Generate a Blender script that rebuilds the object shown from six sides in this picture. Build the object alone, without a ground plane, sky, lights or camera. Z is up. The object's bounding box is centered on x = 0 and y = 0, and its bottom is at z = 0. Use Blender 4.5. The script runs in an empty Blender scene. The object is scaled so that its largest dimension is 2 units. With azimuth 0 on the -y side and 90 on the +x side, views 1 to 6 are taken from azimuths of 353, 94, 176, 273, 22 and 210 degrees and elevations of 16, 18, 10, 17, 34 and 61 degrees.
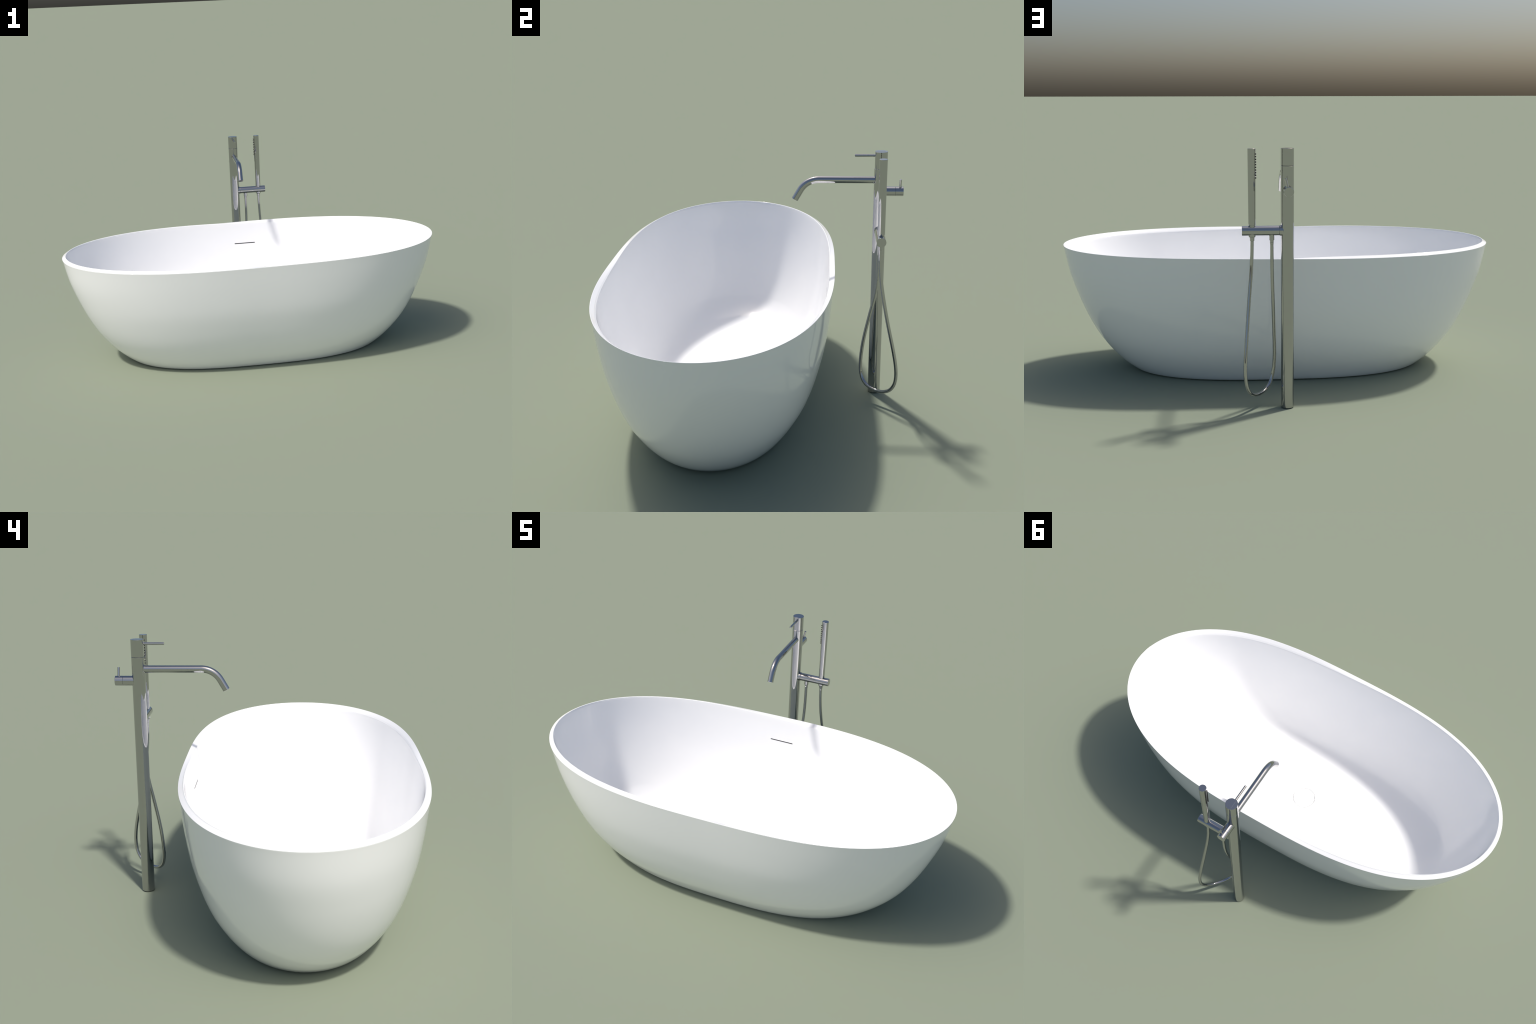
"""Freestanding oval bathtub with a floor-standing chrome bath tap and hand shower."""
import bpy, math
from mathutils import Vector, Matrix

# ------------------------------------------------------------------ helpers
SCN = bpy.context.scene


def link(ob, parent=None):
    SCN.collection.objects.link(ob)
    if parent is not None:
        ob.parent = parent
    return ob


def empty(name, loc, label, category):
    e = bpy.data.objects.new(name, None)
    e.empty_display_size = 0.1
    e.location = loc
    e["label"] = label
    e["category"] = category
    return link(e)


def mesh_object(name, verts, faces, mat, parent, angle=35.0, origin=None):
    """Mesh with smooth shading and sharp edges by angle; world coords in, parent offset taken out."""
    me = bpy.data.meshes.new(name)
    me.from_pydata([tuple(v) for v in verts], [], faces)
    me.validate()
    me.materials.append(mat)
    me.polygons.foreach_set("use_smooth", [True] * len(me.polygons))
    me.set_sharp_from_angle(angle=math.radians(angle))
    me.update()
    ob = bpy.data.objects.new(name, me)
    link(ob, parent)
    bpy.context.view_layer.update()
    ob.matrix_parent_inverse = parent.matrix_world.inverted()
    return ob


def frame(d):
    d = Vector(d).normalized()
    up = Vector((0, 0, 1)) if abs(d.z) < 0.9 else Vector((0, 1, 0))
    a = up.cross(d).normalized()
    return a, d.cross(a).normalized(), d


def lathe(name, origin, direction, profile, mat, parent, seg=64, angle=35.0):
    """Turned part: profile is a list of (distance along axis, radius); radius 0 closes an end."""
    o = Vector(origin)
    a, b, d = frame(direction)
    V, F, rings = [], [], []
    full = [profile[0]]
    for (t0, r0), (t1, r1) in zip(profile, profile[1:]):     # holding rings keep chamfer shading tight
        L = math.hypot(t1 - t0, r1 - r0)
        if L > 0.003:
            for k in (0.0005 / L, 1 - 0.0005 / L):
                if r0 + (r1 - r0) * k > 0.0006:
                    full.append((t0 + (t1 - t0) * k, r0 + (r1 - r0) * k))
        full.append((t1, r1))
    for t, r in full:
        if r <= 1e-7:
            rings.append([len(V)])
            V.append(o + d * t)
        else:
            rings.append(list(range(len(V), len(V) + seg)))
            for k in range(seg):
                w = 2 * math.pi * k / seg
                V.append(o + d * t + (a * math.cos(w) + b * math.sin(w)) * r)
    for p, q in zip(rings[:-1], rings[1:]):
        for k in range(seg):
            n = (k + 1) % seg
            if len(p) == 1 and len(q) > 1:
                F.append((p[0], q[n], q[k]))
            elif len(q) == 1 and len(p) > 1:
                F.append((p[k], p[n], q[0]))
            elif len(p) > 1:
                F.append((p[k], p[n], q[n], q[k]))
    return mesh_object(name, V, F, mat, parent, angle)


def rod(length, r, ch=0.0008, start_open=False):
    """Profile of a rod with small chamfers."""
    head = [] if start_open else [(0, 0), (0, r - ch)]
    return head + [(ch if not start_open else 0, r), (length - ch, r), (length - 0.3 * ch, r - 0.3 * ch),
                   (length, r - ch), (length, 0)]


def sweep(name, path, radius, mat, parent, seg=32, angle=35.0, lip=None):
    """Round tube along a polyline, rotation-minimising frame. lip=(bore, depth) hollows the far end."""
    P = [Vector(p) for p in path]
    n = len(P)
    T = [(P[min(i + 1, n - 1)] - P[max(i - 1, 0)]).normalized() for i in range(n)]
    a, b, _ = frame(T[0])
    V, F, rings = [], [], []

    def ring(c, a, b, r):
        rings.append(list(range(len(V), len(V) + seg)))
        for k in range(seg):
            w = 2 * math.pi * k / seg
            V.append(c + (a * math.cos(w) + b * math.sin(w)) * r)

    for i in range(n):
        if i:
            q = T[i - 1].rotation_difference(T[i])
            a, b = q @ a, q @ b
        ring(P[i], a, b, radius)
    if lip:
        bore, depth = lip
        ring(P[-1] + T[-1] * 0.0006, a, b, radius - 0.0006)
        ring(P[-1] + T[-1] * 0.0006, a, b, bore + 0.0004)
        ring(P[-1], a, b, bore)
        ring(P[-1] - T[-1] * depth, a, b, bore)
    for p, q in zip(rings[:-1], rings[1:]):
        for k in range(seg):
            m = (k + 1) % seg
            F.append((p[k], p[m], q[m], q[k]))
    F.append(tuple(reversed(rings[0])))
    F.append(tuple(rings[-1]))
    return mesh_object(name, V, F, mat, parent, angle)


def pchip(X, Y):
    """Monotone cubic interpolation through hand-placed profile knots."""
    h = [b - a for a, b in zip(X, X[1:])]
    d = [(b - a) / w for a, b, w in zip(Y, Y[1:], h)]
    m = [d[0]] + [0.0] * (len(X) - 2) + [d[-1]]
    for i in range(1, len(X) - 1):
        if d[i - 1] * d[i] > 0:
            w1, w2 = 2 * h[i] + h[i - 1], h[i] + 2 * h[i - 1]
            m[i] = (w1 + w2) / (w1 / d[i - 1] + w2 / d[i])

    def f(q):
        i = 0
        while i < len(h) - 1 and q > X[i + 1]:
            i += 1
        t = (q - X[i]) / h[i]
        return ((2 * t**3 - 3 * t**2 + 1) * Y[i] + (t**3 - 2 * t**2 + t) * h[i] * m[i]
                + (-2 * t**3 + 3 * t**2) * Y[i + 1] + (t**3 - t**2) * h[i] * m[i + 1])
    return f


def catmull(pts, per=10):
    P = [Vector(p) for p in pts]
    out = []
    for i in range(len(P) - 1):
        p0, p1, p2, p3 = P[max(i - 1, 0)], P[i], P[i + 1], P[min(i + 2, len(P) - 1)]
        for k in range(per):
            t = k / per
            out.append(0.5 * ((2 * p1) + (p2 - p0) * t + (2 * p0 - 5 * p1 + 4 * p2 - p3) * t * t
                              + (3 * p1 - p0 - 3 * p2 + p3) * t**3))
    out.append(P[-1])
    return out


# ---------------------------------------------------------------- materials
def material(name, color, rough, metallic=0.0, ior=1.5, grain=0.0, scale=60.0, spread=0.02):
    m = bpy.data.materials.new(name)
    m.use_nodes = True
    nt = m.node_tree
    b = nt.nodes["Principled BSDF"]
    b.inputs["Metallic"].default_value = metallic
    b.inputs["Roughness"].default_value = rough
    b.inputs["IOR"].default_value = ior
    co = nt.nodes.new("ShaderNodeTexCoord")
    no = nt.nodes.new("ShaderNodeTexNoise")
    no.inputs["Scale"].default_value = scale
    no.inputs["Detail"].default_value = 3.0
    nt.links.new(co.outputs["Object"], no.inputs["Vector"])
    ra = nt.nodes.new("ShaderNodeValToRGB")
    ra.color_ramp.elements[0].position = 0.3
    ra.color_ramp.elements[1].position = 0.7
    ra.color_ramp.elements[0].color = [c * (1 - spread) for c in color] + [1]
    ra.color_ramp.elements[1].color = [min(1, c * (1 + spread)) for c in color] + [1]
    nt.links.new(no.outputs["Fac"], ra.inputs["Fac"])
    nt.links.new(ra.outputs["Color"], b.inputs["Base Color"])
    return m


ENAMEL = material("white_gloss_enamel", (0.99, 0.99, 0.99), 0.08, 0.0, 1.5, spread=0.003, scale=8)
CHROME = material("polished_chrome", (0.47, 0.47, 0.47), 0.03, 1.0, spread=0.004, scale=30)
RUBBER = material("black_nozzle_rubber", (0.004, 0.004, 0.004), 0.5, 0.0, spread=0.1)
SLOT_SHADE = material("overflow_slot_shade", (0.28, 0.28, 0.285), 0.5, 0.0, spread=0.05)  # shade of the overflow recess, put into the colour as grey

# ------------------------------------------------------------------ bathtub
TUB_Y = -0.137          # centre line of the tub
H = 0.5884              # mean rim height
NX, NY = 2.86, 1.99     # super-ellipse exponents of the plan
WALL_X, WALL_Y = 0.0200, 0.0222
FLOOR = 0.026
DRAIN_R = 0.0592
SLOT_Z, SLOT_H = 0.4645, 0.0054
SLOT_X0, SLOT_X1 = -0.0405, 0.0795

ZK = [0.0, 0.012, 0.04, 0.09, 0.16, 0.25, 0.36, 0.47, H]
half_length = pchip(ZK, [0.683, 0.700, 0.7360, 0.7860, 0.8415, 0.8925, 0.9390, 0.9756, 1.0])
half_width = pchip(ZK, [0.3045, 0.3140, 0.3322, 0.3622, 0.3956, 0.4242, 0.4494, 0.4638, 0.4754])


def outer_lift(x):
    """The rim is a gently twisted band: its outer edge rises towards one end ..."""
    return 0.0040 * math.tanh(x / 0.28)


def inner_lift(x):
    """... while its inner edge falls there, so the band tips inwards at one end and outwards at the other."""
    return -0.0028 - 0.0097 * math.tanh((x - 0.017) / 0.258)


def offset_profile(f, wall):
    """Inner wall as a normal offset of the outer profile, given back as radius(z)."""
    pts = []
    for i in range(201):
        z = H * i / 200
        e = 0.002
        z0, z1 = max(0, z - e), min(H, z + e)
        s = (f(z1) - f(z0)) / (z1 - z0)
        L = math.hypot(1, s)
        pts.append((z + wall * s / L, f(z) - wall / L))
    pts.sort()

    def g(z):
        for (za, ra), (zb, rb) in zip(pts, pts[1:]):
            if zb >= z:
                return ra + (rb - ra) * (z - za) / max(zb - za, 1e-9)
        return pts[-1][1] + (pts[-1][1] - pts[-9][1]) / max(pts[-1][0] - pts[-9][0], 1e-9) * (z - pts[-1][0])
    return g


inner_length = offset_profile(half_length, WALL_X)
inner_width = offset_profile(half_width, WALL_Y)


def plan(a, b, w):
    c, s = math.cos(w), math.sin(w)
    return (a * math.copysign(abs(c) ** (2 / NX), c), b * math.copysign(abs(s) ** (2 / NY), s))


def theta_at(x, a):
    """Plan parameter on the wall side (sin > 0) where the oval of half length a passes x."""
    c = math.copysign(abs(x / a) ** (NX / 2), x)
    return math.acos(c)


# angles: even arc spacing, plus the two ends of the overflow slot
def spaced_angles(n):
    M = 4000
    pts = [plan(1.0, 0.475, 2 * math.pi * i / M) for i in range(M + 1)]
    acc = [0.0]
    for p, q in zip(pts, pts[1:]):
        acc.append(acc[-1] + math.hypot(q[0] - p[0], q[1] - p[1]))
    out, j = [], 0
    for k in range(n):
        target = acc[-1] * k / n
        while acc[j + 1] < target:
            j += 1
        out.append(2 * math.pi * (j + (target - acc[j]) / (acc[j + 1] - acc[j])) / M)
    return out


a_slot = inner_length(SLOT_Z)
t0, t1 = theta_at(SLOT_X1, a_slot), theta_at(SLOT_X0, a_slot)
ANG = [t for t in spaced_angles(320) if min(abs(t - t0), abs(t - t1)) > 0.004]
ANG = sorted(ANG + [t0, t1])
NA = len(ANG)
K0, K1 = ANG.index(t0), ANG.index(t1)

rows = []     # (half length, half width, z, kind, share of the rim lift: 0 outer edge, 1 inner edge)


def add(a, b, z, kind="oval", inner=0.0):
    rows.append((a, b, z, kind, inner))


# underside, outer wall
for f in (0.0, 0.5, 0.9):
    add(half_length(0) * f, half_width(0) * f, 0.0)
add(half_length(0) - 0.004, half_width(0) - 0.004, 0.0)
add(half_length(0) + 0.0005, half_width(0) + 0.0003, 0.0016)
z = 0.005
while z < H - 0.012:
    add(half_length(z), half_width(z), z)
    z += 0.005 if z < 0.045 else 0.011
add(half_length(H - 0.0055), half_width(H - 0.0055), H - 0.0055)
ro, ri = 0.0010, 0.0030      # rim roundings, outside and inside
ao, bo = half_length(H), half_width(H)
for i in range(6):
    w = math.pi / 2 * i / 5
    add(ao - ro + ro * math.cos(w), bo - ro + ro * math.cos(w), H - ro + ro * math.sin(w), inner=0.5 * i / 5 * ro / WALL_X)
ai, bi = ao - WALL_X, bo - WALL_Y
for f in (0.17, 0.35, 0.5, 0.65, 0.83):
    add(ao + (ai - ao) * f, bo + (bi - bo) * f, H, inner=f)
for i in range(6):
    w = math.pi / 2 * i / 5
    add(ai + ri - ri * math.sin(w), bi + ri - ri * math.sin(w), H - ri + ri * math.cos(w), inner=1 - 0.5 * (1 - i / 5) * ri / WALL_X)

# inner wall: steep sides with a tight floor curve, long gentle coves at both ends
SIDE_H, SIDE_L = 0.055, 0.085
END_H, END_L = 0.105, 0.28


def cove(f, height, run, z):
    """Wall radius at z, eased into the floor by a quadratic curve of given height and run."""
    if z >= FLOOR + height:
        return f(z)
    u = math.sqrt(max(0.0, z - FLOOR) / height)
    c = f(FLOOR)
    return u * u * f(FLOOR + height) + 2 * u * (1 - u) * c + (1 - u) ** 2 * (c - run)


zs = [H - 0.0055]
z = H - 0.012
while z > FLOOR + 0.110:
    zs.append(z)
    z -= 0.011
zs = [q for q in zs if abs(q - SLOT_Z) > 0.006] + [SLOT_Z + SLOT_H / 2, SLOT_Z - SLOT_H / 2]
zs += [FLOOR + 0.106 * (1 - i / 18) ** 2 for i in range(19)]
zs.sort(reverse=True)
slot_rows = []
for q in zs:
    if abs(q - SLOT_Z) < SLOT_H:
        slot_rows.append(len(rows))
    add(cove(inner_length, END_H, END_L, q), cove(inner_width, SIDE_H, SIDE_L, q), q, inner=1.0)
af, bf = rows[-1][0], rows[-1][1]
for i in range(1, 10):
    add(af, bf, FLOOR, ("blend", i / 9))
add(DRAIN_R, DRAIN_R, FLOOR - 0.0006, ("round", DRAIN_R - 0.0003))
add(DRAIN_R, DRAIN_R, FLOOR - 0.022, ("round", DRAIN_R - 0.0003))

V, F, ring_ids = [], [], []
for a, b, z, kind, inner in rows:
    if a == 0 and kind == "oval":
        ring_ids.append([len(V)])
        V.append((0, TUB_Y, z))
        continue
    ids = []
    for w in ANG:
        if kind == "oval":
            x, y = plan(a, b, w)
            if inner == 0:                # the outer plan turns very slightly towards the base
                t = 0.005 * (1 - z / H)
                x, y = x - t * y + 0.6 * t, y + t * x + 0.1 * t
        else:
            ex, ey = plan(af, bf, w)
            l = math.hypot(ex, ey)
            r = DRAIN_R if kind[0] == "blend" else kind[1]
            cx, cy = ex / l * r, ey / l * r
            k = kind[1] if kind[0] == "blend" else 1.0
            x, y = ex + (cx - ex) * k, ey + (cy - ey) * k
        ids.append(len(V))
        if inner < 1:
            lift = ((1 - inner) * outer_lift(x) + inner * inner_lift(x)) * z / H
        else:
            lift = inner_lift(x) * max(0.0, (z - SLOT_Z) / (H - SLOT_Z)) if kind == "oval" else 0.0
        V.append((x, TUB_Y + y, z + lift))
    ring_ids.append(ids)
for j, (p, q) in enumerate(zip(ring_ids[:-1], ring_ids[1:])):
    for k in range(NA):
        n = (k + 1) % NA
        if j == slot_rows[0] and K0 <= k < K1:
            continue                      # opening of the overflow
        if len(p) == 1:
            F.append((p[0], q[n], q[k]))
        else:
            F.append((p[k], p[n], q[n], q[k]))
F.append(tuple(ring_ids[-1]))             # bottom of the drain seat

tub = empty("bathtub", (0, TUB_Y, 0), "white oval freestanding bathtub with sloping curved walls", "bathtub")
mesh_object("shell", V, F, ENAMEL, tub, 50)

# overflow: a shallow channel behind the slot, its grey colour standing in for the shade inside
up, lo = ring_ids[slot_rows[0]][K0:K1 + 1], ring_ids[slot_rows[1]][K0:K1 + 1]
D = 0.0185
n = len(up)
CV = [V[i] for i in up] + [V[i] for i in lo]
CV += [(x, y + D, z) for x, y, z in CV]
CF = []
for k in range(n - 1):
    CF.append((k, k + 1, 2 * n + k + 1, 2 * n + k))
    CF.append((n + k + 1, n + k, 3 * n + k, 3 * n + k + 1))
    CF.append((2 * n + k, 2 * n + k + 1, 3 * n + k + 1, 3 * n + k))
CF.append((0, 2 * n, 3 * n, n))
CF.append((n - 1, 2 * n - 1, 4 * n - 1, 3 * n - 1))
mesh_object("overflow_slot", CV, CF, SLOT_SHADE, tub, 30)

# drain cover, a flat round lid flush with the floor
rd = DRAIN_R - 0.0021
lathe("drain_cover", (0, TUB_Y, FLOOR - 0.008), (0, 0, 1),
      [(-0.008, 0), (-0.008, rd), (0.0077, rd), (0.008, rd - 0.0003), (0.008, 0)], ENAMEL, tub, 96)

# ---------------------------------------------------------------------- tap
TX, TY = -0.0015, 0.5180      # column axis
tap = empty("bath_tap", (TX, TY, 0), "tall chrome freestanding bath tap with hand shower and hose", "bath tap")
CR = 0.0263
GAP_Z, TOP_Z = 0.998, 1.0667
lathe("column", (TX, TY, 0), (0, 0, 1),
      [(0, 0), (0, CR - 0.001), (0.001, CR), (GAP_Z - 0.0013, CR), (GAP_Z - 0.0003, CR - 0.0010),
       (GAP_Z - 0.0003, CR - 0.003), (GAP_Z, 0)], CHROME, tap, 96)
HEAD_H = TOP_Z - GAP_Z
head = lathe("mixer_head", (TX, TY, GAP_Z), (0, 0, 1),
             [(0, 0), (0, CR - 0.003), (0.0002, CR - 0.0005), (0.0007, CR),
              (HEAD_H - 0.0005, CR), (HEAD_H, CR - 0.0005), (HEAD_H, 0)], CHROME, tap, 192, 12)
FLAT_W = 0.0088                                   # flat in front of the head that carries the lever
FLAT_Y = TY - math.sqrt(CR * CR - FLAT_W * FLAT_W)
for v in head.data.vertices:
    if v.co.y < FLAT_Y:
        v.co.y = FLAT_Y
head.data.set_sharp_from_angle(angle=math.radians(12))

# pill-shaped inlay on top of the head, running back from the flat
IR, IY = FLAT_W, 0.5285
pill = [(TX - IR, FLAT_Y + 0.0006), (TX + IR, FLAT_Y + 0.0006)]
pill += [(TX + IR * math.cos(math.pi * i / 24), IY + IR * math.sin(math.pi * i / 24)) for i in range(25)]
n = len(pill)
cx, cy = TX, (FLAT_Y + IY) / 2
PV = [(x, y, TOP_Z - 0.001) for x, y in pill]
PV += [(x, y, TOP_Z + 0.0001) for x, y in pill]
PV += [(x + (cx - x) * 0.035, y + (cy - y) * 0.02, TOP_Z + 0.0004) for x, y in pill]
PF = [(k, (k + 1) % n, n + (k + 1) % n, n + k) for k in range(n)]
PF += [(n + k, n + (k + 1) % n, 2 * n + (k + 1) % n, 2 * n + k) for k in range(n)]
PF += [tuple(reversed(range(n))), tuple(range(2 * n, 3 * n))]
mesh_object("lever_inlay", PV, PF, CHROME, head, 20)
lathe("lever", (TX, FLAT_Y + 0.002, 1.0495), (0, -1, 0), rod(FLAT_Y + 0.002 - 0.4115, 0.0055, 0.0007), CHROME, head, 32)

# spout: straight run, 60 degree bend, short straight outlet
SZ, SR, BEND = 0.9487, 0.0143, 0.0872
path = [(TX, TY - CR + 0.008 - i * (TY - CR + 0.008 - 0.2680) / 8, SZ) for i in range(9)]
for i in range(1, 25):
    w = math.radians(60) * i / 24
    path.append((TX, 0.2680 - BEND * math.sin(w), SZ - BEND * (1 - math.cos(w))))
ex, ey, ez = path[-1]
for i in (1, 2, 3):
    s = 0.0452 * i / 3
    path.append((TX, ey - s * math.cos(math.radians(60)), ez - s * math.sin(math.radians(60))))
spout = sweep("spout", path, SR, CHROME, tap, 48, lip=(0.0125, 0.02))

tip = Vector(path[-1])
td = Vector((0, -math.cos(math.radians(60)), -math.sin(math.radians(60))))
lathe("mouth_shade_disc", tip - td * 0.0025, td, [(0, 0), (0, 0.0124), (0.0010, 0.0124), (0.0010, 0)], RUBBER, spout, 40)  # added black disc, stands in for the dark inside the hollow spout mouth

# diverter at the back of the column with its upright pin
KZ, KR = 0.9020, 0.0195
y0 = TY + CR - 0.008
lathe("diverter_stem", (TX, y0, KZ), (0, 1, 0), rod(0.5795 - y0, KR, 0.0006), CHROME, tap, 64)
knob = lathe("diverter_knob", (TX, 0.5800, KZ), (0, 1, 0),
             [(-0.0008, 0), (-0.0008, KR - 0.0015), (0.0004, KR)] + rod(0.0318, KR, 0.0008, True)[1:], CHROME, tap, 64)
pd = Vector((0.0128, 0, 0.0514)).normalized()
lathe("pin", Vector((TX, 0.5988, KZ)) + pd * 0.012, pd, rod(0.0412, 0.0048, 0.0006), CHROME, knob, 32)

# holder arm with collar
AZ, AR = 0.7385, 0.0196
arm = lathe("holder_arm", (0.0315, TY, AZ), (1, 0, 0), [(-0.001, 0), (-0.001, AR - 0.0008), (0.0004, AR)]
            + rod(0.1810 - 0.0315, AR, 0.0008, True)[1:], CHROME, tap, 64)
lathe("collar", (TX + CR - 0.010, TY, AZ), (1, 0, 0),
      [(0, 0), (0, AR + 0.0018), (0.0145, AR + 0.0018), (0.0155, AR + 0.0010), (0.0158, 0)], CHROME, arm, 64)

# hand shower, slightly tapered, standing in the arm
HX, HY = 0.1400, TY + 0.0006
HB, HT = 0.7540, 1.0652
wand = lathe("hand_shower", (HX, HY, HB), (0, 0, 1),
             [(-0.012, 0), (-0.012, 0.0118), (0.0052, 0.0128), (0.0058, 0.0140), (0.0068, 0.0147),
              (HT - HB - 0.0007, 0.0162), (HT - HB, 0.0155), (HT - HB, 0)], CHROME, tap, 64)
proto = None
for side in (-1, 1):
    for i in range(10):
        zc = 1.0442 - 0.01047 * i
        yc = HY + side * 0.0061
        xs = HX - 0.0112
        if proto is None:
            prof = [(0, 0), (0, 0.0027), (0.0060, 0.0025), (0.0071, 0.0019), (0.0074, 0.0)]
            proto = lathe("nozzle", (0, 0, 0), (-1, 0, 0), prof, RUBBER, wand, 16)
            ob = proto
        else:
            ob = proto.copy()
            link(ob, wand)
        ob.matrix_parent_inverse = Matrix.Identity(4)
        ob.location = (xs, yc, zc)

# hose hanging in a loop from the arm outlet to the foot of the hand shower
OX = 0.0613
hose_pts = [(OX, TY - 0.0005, 0.700), (0.0610, 0.5176, 0.650), (0.0606, 0.5174, 0.600), (0.0597, 0.5160, 0.550),
            (0.0582, 0.5115, 0.500), (0.0562, 0.5030, 0.450), (0.0542, 0.4918, 0.400), (0.0524, 0.4812, 0.350),
            (0.0503, 0.4710, 0.300), (0.0487, 0.4627, 0.250), (0.0483, 0.4570, 0.200), (0.0506, 0.4546, 0.160),
            (0.0566, 0.4560, 0.120), (0.0665, 0.4640, 0.0890), (0.0800, 0.4780, 0.0705), (0.0940, 0.4955, 0.0615),
            (0.1100, 0.5150, 0.0580), (0.1255, 0.5340, 0.0590), (0.1415, 0.5560, 0.0665), (0.1560, 0.5770, 0.0840),
            (0.1675, 0.5920, 0.1150), (0.1730, 0.5968, 0.1550), (0.1733, 0.5940, 0.2000), (0.1707, 0.5857, 0.2500),
            (0.1673, 0.5752, 0.3000), (0.1635, 0.5640, 0.3500), (0.1596, 0.5532, 0.4000), (0.1557, 0.5435, 0.4500),
            (0.1513, 0.5345, 0.5000), (0.1468, 0.5268, 0.5500), (0.1436, 0.5212, 0.6000), (0.1412, 0.5182, 0.6500),
            (HX, HY - 0.001, 0.706)]
hose = sweep("hose", catmull(hose_pts, 8), 0.0073, CHROME, tap, 24)
lathe("nut", (OX, TY, 0.7240), (0, 0, -1),
      [(0, 0), (0, 0.0107), (0.0225, 0.0107), (0.0238, 0.0098), (0.0238, 0.0082), (0.0325, 0.0080), (0.0329, 0.0074),
       (0.0334, 0.0080), (0.0412, 0.0077), (0.0418, 0.0070), (0.0418, 0)], CHROME, hose, 40)
lathe("nut", (HX, HY - 0.0006, 0.7260), (0, 0, -1),
      [(0, 0), (0, 0.0148), (0.0095, 0.0148), (0.0125, 0.0135), (0.0140, 0.0100), (0.0280, 0.0092), (0.0290, 0.0080),
       (0.0290, 0)], CHROME, hose, 40)
